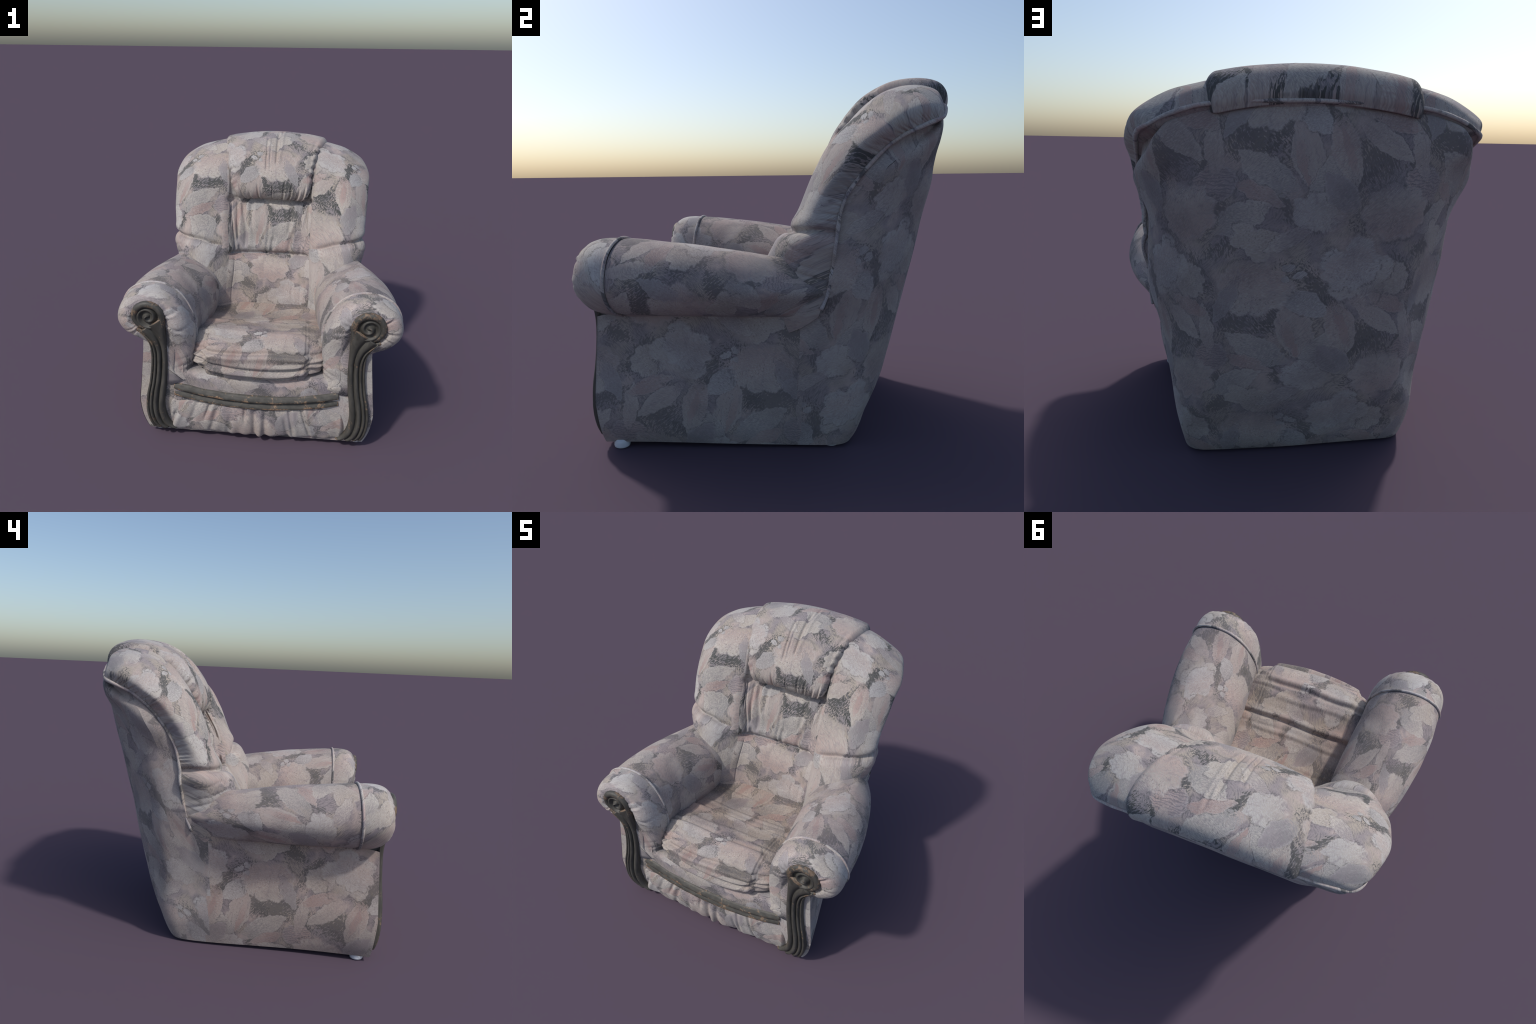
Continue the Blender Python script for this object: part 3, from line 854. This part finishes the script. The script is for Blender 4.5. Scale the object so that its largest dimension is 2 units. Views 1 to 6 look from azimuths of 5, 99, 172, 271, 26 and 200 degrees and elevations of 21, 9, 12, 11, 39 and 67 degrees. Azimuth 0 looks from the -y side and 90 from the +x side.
def build_arm(side):
    tag = '' if side > 0 else '_left'
    ys = np.linspace(PIPE_Y, .38, 120)
    A = np.array([np.column_stack([(r := arm_ring(y))[:, 0] * side, np.full(MS, y) + .06 * sstep(.6, .95, r[:, 0]) * 0, r[:, 1]]) for y in ys])
    Nn = grid_normals(A, True)
    cc = np.array([.7 * side, 0, .9])
    ref = A - cc; ref[..., 1] = 0
    Nn *= np.sign((Nn[10] * ref[10]).sum())
    ang = np.arctan2(A[..., 2] - .95, np.abs(A[..., 0]) - .71)
    d = lump(A + side, 5.0) * .004 + lump(A * [1, 2, 1] + side, 14.0) * .0016
    d -= .004 * bump(A[..., 1], PIPE_Y, .016)
    A = A + Nn * d[..., None]
    arm = fix_normals(make_grid('arm', A, MAT['arm' + tag], chair, closed_v=True, caps=(False, True)))
    # front cap: rolls over from the piping to the flat front behind the scroll
    ring0 = arm_ring(PIPE_Y)
    th = np.linspace(0, np.pi / 2, 44)
    C = []
    for t in th:
        rr = .082 * (1 - math.cos(t)) ** 1.35 - .004 * math.sin(2 * t)
        legs = np.maximum(sstep(.80, .70, ring0[:, 1]) * sstep(.6, .7, ring0[:, 0]), sstep(.56, .47, ring0[:, 1]))
        inner_low = sstep(.60, .50, ring0[:, 0]) * sstep(1.0, .85, ring0[:, 1])
        p = ring0 + sn2 * SIGN * -rr * (1 - .9 * legs + .45 * inner_low)[:, None]
        yy = PIPE_Y - .196 * math.sin(t) ** .85
        lean = .034 * sstep(.95, .75, p[:, 1]) * math.sin(t)
        C.append(np.column_stack([p[:, 0] * side, yy + lean, p[:, 1]]))
    # dish inwards around the scroll
    last = C[-1]
    mid = np.array([.735 * side, 0, .985])
    for k, (s_, dy) in enumerate([(.93, -.004), (.84, .004), (.74, .018), (.66, .024)]):
        q = last.copy()
        w = sstep(.70, .85, q[:, 2])[:, None]
        tgt = mid + (q - mid) * s_; tgt[:, 1] = q[:, 1] + dy
        flat = q.copy(); flat[:, 0] = (.62 + (np.abs(q[:, 0]) - .62) * (.7 + .3 * s_)) * side; flat[:, 1] += -.002 * k
        C.append(w * tgt + (1 - w) * flat)
    C = np.array(C)
    Nn = grid_normals(C, True)
    ref = C - np.array([.7 * side, -.6, .9])
    Nn *= np.sign((Nn[12] * ref[12]).sum())
    k_ = np.linspace(0, 1, len(C))[:, None]
    ang = np.arctan2(C[..., 2] - .98, np.abs(C[..., 0]) - .73)
    d = np.zeros(C.shape[:2])
    r2 = np.random.default_rng(3 if side > 0 else 5)
    for a0 in np.linspace(-.9, 3.4, 12):
        a1 = a0 + r2.uniform(-.18, .18); a_ = r2.uniform(.002, .008); w_ = r2.uniform(.03, .08)
        df = np.angle(np.exp(1j * (ang - a1 - .25 * (k_ - .6) * r2.uniform(-1, 1))))
        d -= a_ * np.exp(-(df / w_) ** 2) * sstep(r2.uniform(.3, .55), .85, k_)
        d += .6 * a_ * np.exp(-((df - 2.2 * w_) / w_) ** 2) * sstep(.4, .85, k_)
    for z0, a_ in [(.60, .008), (.56, .006), (.66, .004), (.90, .005)]:
        d -= a_ * bump(C[..., 2] + .3 * (np.abs(C[..., 0]) - .5), z0, .008) * sstep(.62, .5, np.abs(C[..., 0]))
    d += lump(C + side, 6.0) * .004
    d -= .004 * bump(C[..., 1], PIPE_Y, .016)
    C = C + Nn * (d * sstep(0, .06, k_))[..., None]
    cap = fix_normals(make_grid('arm_front', C, MAT['cap' + tag], arm, closed_v=True, caps=(False, True)))
    # piping ring
    keep = (ring0[:, 1] > .60) & ~((ring0[:, 1] < .755) & (ring0[:, 0] > .6))
    path = np.column_stack([ring0[:, 0] * side, np.full(MS, PIPE_Y), ring0[:, 1]])
    off = np.column_stack([sn2[:, 0] * side, np.zeros(MS), sn2[:, 1]]) * SIGN
    path = path + off * .001
    k0 = np.where(keep)[0]
    brk = np.where(np.diff(k0) > 1)[0]
    if len(brk): k0 = np.concatenate([k0[brk[0] + 1:], k0[:brk[0] + 1]])
    path = even(path[k0], 160)
    path[:, 1] += .010 * np.sin(np.linspace(0, 5, 160) + side)
    v, f = tube(path, .0085, 10, up=(0, 1, 0))
    make('arm_piping', v, f, MAT['piping'], arm)
    return arm

area = np.sum(sec[:, 0] * np.roll(sec[:, 1], -1) - np.roll(sec[:, 0], -1) * sec[:, 1])
SIGN = -1.0 if area > 0 else 1.0     # outward side of sn2
for side in (1, -1):
    build_arm(side)

# ----------------------------------------------------------------------------
# seat cushion
# ----------------------------------------------------------------------------
PROF = np.array([(.16, .52), (.17, .62), (.10, .66), (-.05, .664), (-.25, .682), (-.45, .732), (-.62, .770), (-.73, .770), (-.825, .742),
                 (-.878, .682), (-.890, .625), (-.874, .562), (-.82, .525), (-.60, .50), (-.2, .47)])
MP = 300
prof = even(closed_catmull(PROF, 1200), MP, closed=True)
tp = np.roll(prof, -1, axis=0) - np.roll(prof, 1, axis=0); tp /= np.linalg.norm(tp, axis=1, keepdims=True)
npf = np.column_stack([-tp[:, 1], tp[:, 0]])
npf *= np.sign((npf * (prof - prof.mean(0))).sum())
NX = 200
HX = .485
xs = HX * np.sin(np.linspace(-np.pi / 2, np.pi / 2, NX)) * .35 + np.linspace(-HX, HX, NX) * .65
S = np.zeros((NX, MP, 3))
yy0, zz0 = prof[:, 0], prof[:, 1]
fr = sstep(-.55, -.9, yy0)                                 # how much a point belongs to the front
for i, x in enumerate(xs):
    a = abs(x) / HX
    q = prof.copy()
    inset = .085 * (1 - np.sqrt(max(0, 1 - max(0, (a - .72) / .28) ** 2)))
    q = q - npf * inset * (.35 + .65 * fr)[:, None]
    q[:, 0] += .065 * a ** 2 * fr
    q[:, 1] += .05 * a ** 2 * fr * sstep(.66, .5, zz0)
    inner = sstep(-.385, -.35, x) * (1 - sstep(.325, .36, x))
    q += npf * (.020 * inner * (fr + .25 * sstep(-.35, -.55, yy0)))[:, None]
    q[:, 1] -= .012 * (1 - a ** 2) * bump(yy0, -.15, .2) * sstep(.6, .66, zz0)
    S[i] = np.column_stack([np.full(MP, x), q])
N = grid_normals(S, True)
ref = S - np.array([0, -.4, .6]); N *= np.sign((N * ref).sum())
X, Y, Z = S[..., 0], S[..., 1], S[..., 2]
top = sstep(.62, .67, Z)
front = sstep(-.78, -.86, Y)
inn = sstep(-.40, -.34, X) * (1 - sstep(.31, .37, X))
d = np.zeros(X.shape)
wob = lambda ph, a: a * np.sin(X * 5 + ph) + a * .5 * np.sin(X * 13 + 2 * ph)
def crease(coord, pos, w, depth, lip, mask):
    """a pinched valley with a soft lip in front of it"""
    return (-depth * np.exp(-((coord - pos) / w) ** 2) + lip * np.exp(-((coord - pos - 2.2 * w) / (1.6 * w)) ** 2)) * mask
# on top, from the back to the front edge (coordinate -y grows forwards)
for y0, w, dp, lp, m_, ph, a_ in [(-.07, .010, .005, .002, sstep(.1, -.2, X), .4, .008), (-.27, .012, .003, .007, inn, 1.0, .008),
                                (-.385, .015, .017, .013, 1, .2, .006), (-.43, .010, .004, .003, sstep(-.0, .3, X), 1.9, .01),
                                (-.33, .008, .003, .002, sstep(-.1, .3, X), 3.0, .008), (-.53, .014, .002, .009, inn * sstep(.35, .1, X), 2.4, .012),
                                (-.655, .016, .016, .014, sstep(.40, .25, X), .6, .008), (-.60, .012, .005, .004, sstep(.1, .3, X), 1.2, .01), (-.70, .012, .006, .005, 1 - inn, 0., .01)]:
    d += crease(-Y, -y0 + wob(ph, a_), w, dp * 1.1, lp * 1.1, top * (1 - sstep(-.75, -.82, Y)) * m_)
# down the front (coordinate -z grows downwards)
fm = sstep(-.70, -.80, Y)
for z0, w, dp, lp, cv, m_, ph in [(.718, .010, .016, .013, .010, inn, .3), (.672, .008, .007, .006, -.01, sstep(.0, .2, X) * inn, .9), (.640, .011, .020, .014, -.035, inn, 1.1),
                                (.575, .010, .018, .012, -.050, inn, 2.0), (.535, .008, .010, .006, -.05, inn, .5),
                                (.715, .009, .009, .008, 0, 1 - inn, 2.2), (.685, .009, .013, .009, 0, 1 - inn, .2), (.655, .008, .013, .010, 0, 1 - inn, 1.4),
                                (.625, .008, .012, .008, 0, 1 - inn, 2.9), (.595, .008, .010, .007, 0, 1 - inn, .9)]:
    pos = -(z0 + cv * (1 - (X / .36) ** 2).clip(0) + wob(ph, .006))
    d += crease(-Z, pos, w * 1.15, dp * 1.5, lp * 1.6, fm * m_)
# short slanted puckers that run from the seams into the panel
for k in range(26):
    z0 = rng.uniform(.54, .73); sx = rng.choice([-.362, .337]); ln = rng.uniform(.04, .13); a = rng.uniform(.003, .008)
    d -= a * bump(Z - .35 * (X - sx) * rng.uniform(-1, 1), z0, .006) * np.exp(-np.abs(X - sx) / ln) * fm
# the two seams
for sx in (-.362, .337):
    d -= .004 * bump(X, sx, .006) * sstep(-.38, -.46, Y)
    d += .003 * bump(X, sx + np.sign(sx) * .013, .007) * sstep(-.38, -.46, Y)
d += lump(S, 6.0) * .005 + lump(S * [1, 2.5, 2.5], 12.0) * .0022
S = S + N * d[..., None]
fix_normals(make_grid('seat_cushion', S, MAT['seat'], chair, closed_v=True, caps=(True, True)))

# ----------------------------------------------------------------------------
# front rail under the cushion, the two wooden mouldings and the gathered skirt
# ----------------------------------------------------------------------------
bow = lambda x: .035 * (np.abs(x) / .58) ** 2               # how far the front curves back at its ends
NXR = 160
xr_ = np.linspace(-.66, .66, NXR)
th = np.linspace(0, 2 * np.pi, 60, endpoint=False)
Rl = np.zeros((NXR, 60, 3))
for i, x in enumerate(xr_):
    c, s_ = np.cos(th), np.sin(th)
    zt = .440 + .042 * (abs(x) / .6) ** 2
    yy = -.80 + bow(x) - .100 * np.sign(c) * np.abs(c) ** .55
    zz = zt + .088 * np.sign(s_) * np.abs(s_) ** .65
    Rl[i] = np.column_stack([np.full(60, x), yy, zz])
Nn = grid_normals(Rl, True); Nn *= np.sign((Nn * (Rl - [0, -.8, .5])).sum())
dd = lump(Rl, 6.0) * .005 + lump(Rl * [2, 1, 1], 13.0) * .0018
for sx, a in [(-.57, .010), (-.53, .007), (.55, .008), (-.20, .003), (.05, .003), (.60, .008), (-.61, .008)]:
    dd -= a * bump(Rl[..., 0] + .5 * (Rl[..., 2] - .5) * np.sign(sx), sx, .010)
Rl = Rl + Nn * dd[..., None]
fix_normals(make_grid('front_rail', Rl, MAT['rail'], chair, closed_v=True, caps=(True, True)))

def moulding(z0, r, y_off):
    x = np.linspace(-.588, .578, 140)
    y = -.888 + bow(x) - y_off
    z = z0 - .040 + .052 * (x / .58) ** 2
    # slanted D-shaped section: flat above, rounded nose below
    sec_ = np.array([(.05, .030), (-.004, .030), (-.018, .022), (-.033, -.002), (-.034, -.013), (-.026, -.021), (-.012, -.025), (.05, -.025)]) * r
    secs = even(sec_, 28)
    M = np.zeros((140, 28, 3))
    for i in range(140):
        M[i] = np.column_stack([np.full(28, x[i]), y[i] + secs[:, 0], z[i] + secs[:, 1]])
    M[..., 2] += .0012 * np.sin(M[..., 0] * 37)
    return fix_normals(make_grid('wooden_moulding', M, MAT['wood'], chair, closed_v=True, caps=(True, True)))
moulding(.418, 1.0, .004)
moulding(.362, 1.0, .0)
# dark groove board behind the mouldings
gx = np.linspace(-.60, .59, 60)
G = np.array([np.column_stack([gx, -.858 + bow(gx), z - .040 + .052 * (gx / .58) ** 2]) for z in (.325, .455)])
G2 = G.copy(); G2[..., 1] += .06
gv = np.concatenate([G.reshape(-1, 3), G2.reshape(-1, 3)])
gf = [(i, i + 1, i + 61, i + 60) for i in range(59)] + [(i + 120, i + 180, i + 181, i + 121) for i in range(59)] \
   + [(i, i + 120, i + 121, i + 1) for i in range(59)] + [(i + 60, i + 61, i + 181, i + 180) for i in range(59)] \
   + [(0, 60, 180, 120), (59, 179, 239, 119)]
fix_normals(make('moulding_backing', gv, gf, MAT['wood'], chair, smooth=False))

# gathered skirt: bulges out and is puckered along slanted gathers
NS, NZ = 420, 90
xk = np.linspace(-.665, .665, NS)
SK = np.array([(-.78, .345), (-.87, .342), (-.905, .325), (-.920, .27), (-.925, .20), (-.918, .12), (-.895, .065), (-.83, .042), (-.76, .04)])
skp = even(catmull(SK, 300), NZ)
K = np.zeros((NS, NZ, 3))
for i, x in enumerate(xk):
    q = skp.copy()
    a = abs(x) / .665
    q[:, 0] += bow(x) * .95 * (.75 + .25 * sstep(.2, .34, q[:, 1])) + .06 * sstep(.90, 1.0, a)
    q[:, 1] -= .022 * (1 - a ** 2) * sstep(.2, .34, q[:, 1])
    K[i] = np.column_stack([np.full(NZ, x), q])
Nn = grid_normals(K); Nn *= np.sign((Nn * (K - [0, -.7, .2])).sum())
X, Z = K[..., 0], K[..., 2]
hz = (Z - .04) / .31
d = np.zeros(X.shape)
r3 = np.random.default_rng(11)
for k in range(15):
    x0 = -.60 + 1.20 * (k + r3.uniform(-.3, .3)) / 14
    slant = -.10 * x0 / .6 * 1.8 + r3.uniform(-.03, .03)     # gathers lean outwards at the ends
    xc = x0 + slant * (.9 - hz) * -1
    a = r3.uniform(.008, .017); w = r3.uniform(.010, .020)
    hi = r3.uniform(.75, 1.0); lo = r3.uniform(-.1, .35)
    win = sstep(lo, lo + .25, hz) * (1 - .55 * sstep(hi, 1.05, hz))
    if k % 3 == 0: win = sstep(.35, .7, hz)
    if k % 4 == 1: win = 1 - sstep(.45, .75, hz)
    d -= a * bump(X, xc, w) * win
    d += .55 * a * bump(X, xc + 2.4 * w, w * 1.6) * win
d += .005 * np.sin(X * 45 + 2 * np.sin(X * 9)) * (1 - sstep(.0, .5, hz))
d += lump(K, 7.0) * .006 + lump(K, 16.0) * .002
K = K + Nn * d[..., None]
fix_normals(make_grid('skirt', K, MAT['skirt'], chair))

# ----------------------------------------------------------------------------
# carved wooden scrolls on the arm fronts
# ----------------------------------------------------------------------------
IN = np.array([(.575, .075), (.62, .11), (.650, .18), (.660, .28), (.650, .38), (.632, .52), (.624, .66), (.626, .80), (.630, .92), (.640, .99)])
OUT = np.array([(.765, .075), (.785, .14), (.797, .24), (.786, .36), (.764, .46), (.747, .58), (.741, .69), (.748, .77), (.775, .825), (.812, .868)])
dep = [(.03, -.866), (.14, -.890), (.32, -.897), (.55, -.884), (.71, -.880), (.85, -.890), (.95, -.906), (1.12, -.918)]
VC = np.array([.738, .992])                                   # volute centre
def scroll(side):
    na = 120
    I = even(catmull(IN, 300), na); O = even(catmull(OUT, 300), na)
    # cross-section heights over the width: a broad inner ridge, then three flutes
    us = np.linspace(0, 1, 64)
    ridge = lambda c, w, h: h * np.clip(1 - ((us - c) / w) ** 2, 0, None) ** .5
    h = np.maximum.reduce([ridge(.16, .17, .030), ridge(.47, .15, .034), ridge(.72, .105, .026), ridge(.91, .09, .018)])
    V = np.zeros((na, 66, 3))
    s_ = np.linspace(0, 1, na)
    for i in range(na):
        # the flutes crowd outwards near the top, where the inner ridge widens into the volute
        sh = .30 * sstep(.72, 1.0, s_[i])
        hh = np.interp(us, np.clip(us + sh * np.sin(np.pi * us), 0, 1), h)
        w = I[i] + (O[i] - I[i]) * us[:, None]
        y = curve(dep, w[:, 1]) + .004 - hh * 1.0
        V[i, 1:-1] = np.column_stack([w[:, 0] * side, y, w[:, 1]])
        V[i, 0] = V[i, 1] + [0, .05, 0]; V[i, -1] = V[i, -2] + [0, .05, 0]
    parts = [(V.reshape(-1, 3), [tuple(q) for q in grid_faces(na, 66)] + [tuple(range(66)), tuple(range((na - 1) * 66, na * 66))])]
    # volute disc with a spiral ridge
    nr, nphi = 60, 120
    rr = np.linspace(0, 1, nr); ph = np.linspace(0, 2 * np.pi, nphi, endpoint=False)
    RR, PH = np.meshgrid(rr, ph, indexing='ij')
    rad = np.array([.105]) * RR
    xx = VC[0] + rad * np.cos(PH) * 1.0; zz = VC[1] + rad * np.sin(PH) * 1.0
    turns = 2.1
    # spiral phase: ridge centre radius shrinks as the angle runs clockwise from the inner side
    phase = RR * turns + (PH - np.pi) / (2 * np.pi)
    wv = .5 + .5 * np.cos(2 * np.pi * (phase - turns * .88))
    hgt = .006 + .026 * wv ** .8 * sstep(0, .12, RR) + .012 * bump(RR, 0, .2)
    hgt = hgt + .010 * (1 - RR)
    hgt = hgt * np.sqrt(np.clip(1 - ((RR - .85) / .15).clip(0) ** 2, 0, 1)) 
    Dv = np.stack([xx * side, -.888 - hgt * 1.0, zz], axis=-1)
    back_ring = Dv[-1:].copy(); back_ring[..., 1] = -.84
    Dv = np.concatenate([Dv, back_ring])
    parts.append((Dv.reshape(-1, 3), [tuple(q) for q in grid_faces(nr + 1, nphi, True)] + [tuple(range(nr * nphi, (nr + 1) * nphi))]))
    # the inner ridge carries on up and over the volute as its rim
    a = np.linspace(0, 1.62 * np.pi, 90)
    rim_r = .098 - .010 * a / (1.6 * np.pi)
    arc = np.column_stack([VC[0] - rim_r * np.cos(a), VC[1] + rim_r * np.sin(a)])
    lead = catmull(np.array([(.648, .80), (.648, .88), (.645, .94)]), 24)
    path = np.concatenate([lead, arc])
    path = even(path, 120)
    yy = curve(dep, path[:, 1]) + .004
    rad_ = .020 + .004 * np.sin(np.linspace(0, np.pi, 120)) - .006 * sstep(.8, 1, np.linspace(0, 1, 120))
    v, f = tube(np.column_stack([path[:, 0] * side, yy, path[:, 1]]), rad_, 14, squash=1.0)
    parts.append((v, f))
    # the little lip under the volute where the flutes run out
    lip = catmull(np.array([(.70, .80), (.735, .845), (.775, .865), (.822, .885)]), 40)
    v, f = tube(np.column_stack([lip[:, 0] * side, np.full(40, -.893), lip[:, 1]]), .018 - .004 * np.linspace(0, 1, 40), 12)
    parts.append((v, f))
    V_, F_ = merge(parts)
    return fix_normals(make('wooden_scroll', V_, F_, MAT['wood_dark'], chair))
for side in (1, -1):
    scroll(side)

# ----------------------------------------------------------------------------
# feet
# ----------------------------------------------------------------------------
prof_f = [(0, .0), (.036, .0), (.042, .004), (.044, .012), (.042, .03), (.038, .05), (.0, .05)]
fv, ff = [], []
for i, (r, z) in enumerate(prof_f):
    for k in range(28):
        a = 2 * math.pi * k / 28
        fv.append((max(r, 1e-4) * math.cos(a), max(r, 1e-4) * math.sin(a), z))
for i in range(len(prof_f) - 1):
    for k in range(28):
        k2 = (k + 1) % 28
        ff.append((i * 28 + k, i * 28 + k2, (i + 1) * 28 + k2, (i + 1) * 28 + k))
foot = fix_normals(make('foot', fv, ff, MAT['foot'], chair))
foot.location = (.73, -.78, 0)
for x, y in [(-.73, -.78), (.54, .36), (-.56, .36)]:
    o = foot.copy(); o.location = (x, y, 0); COLL.objects.link(o)
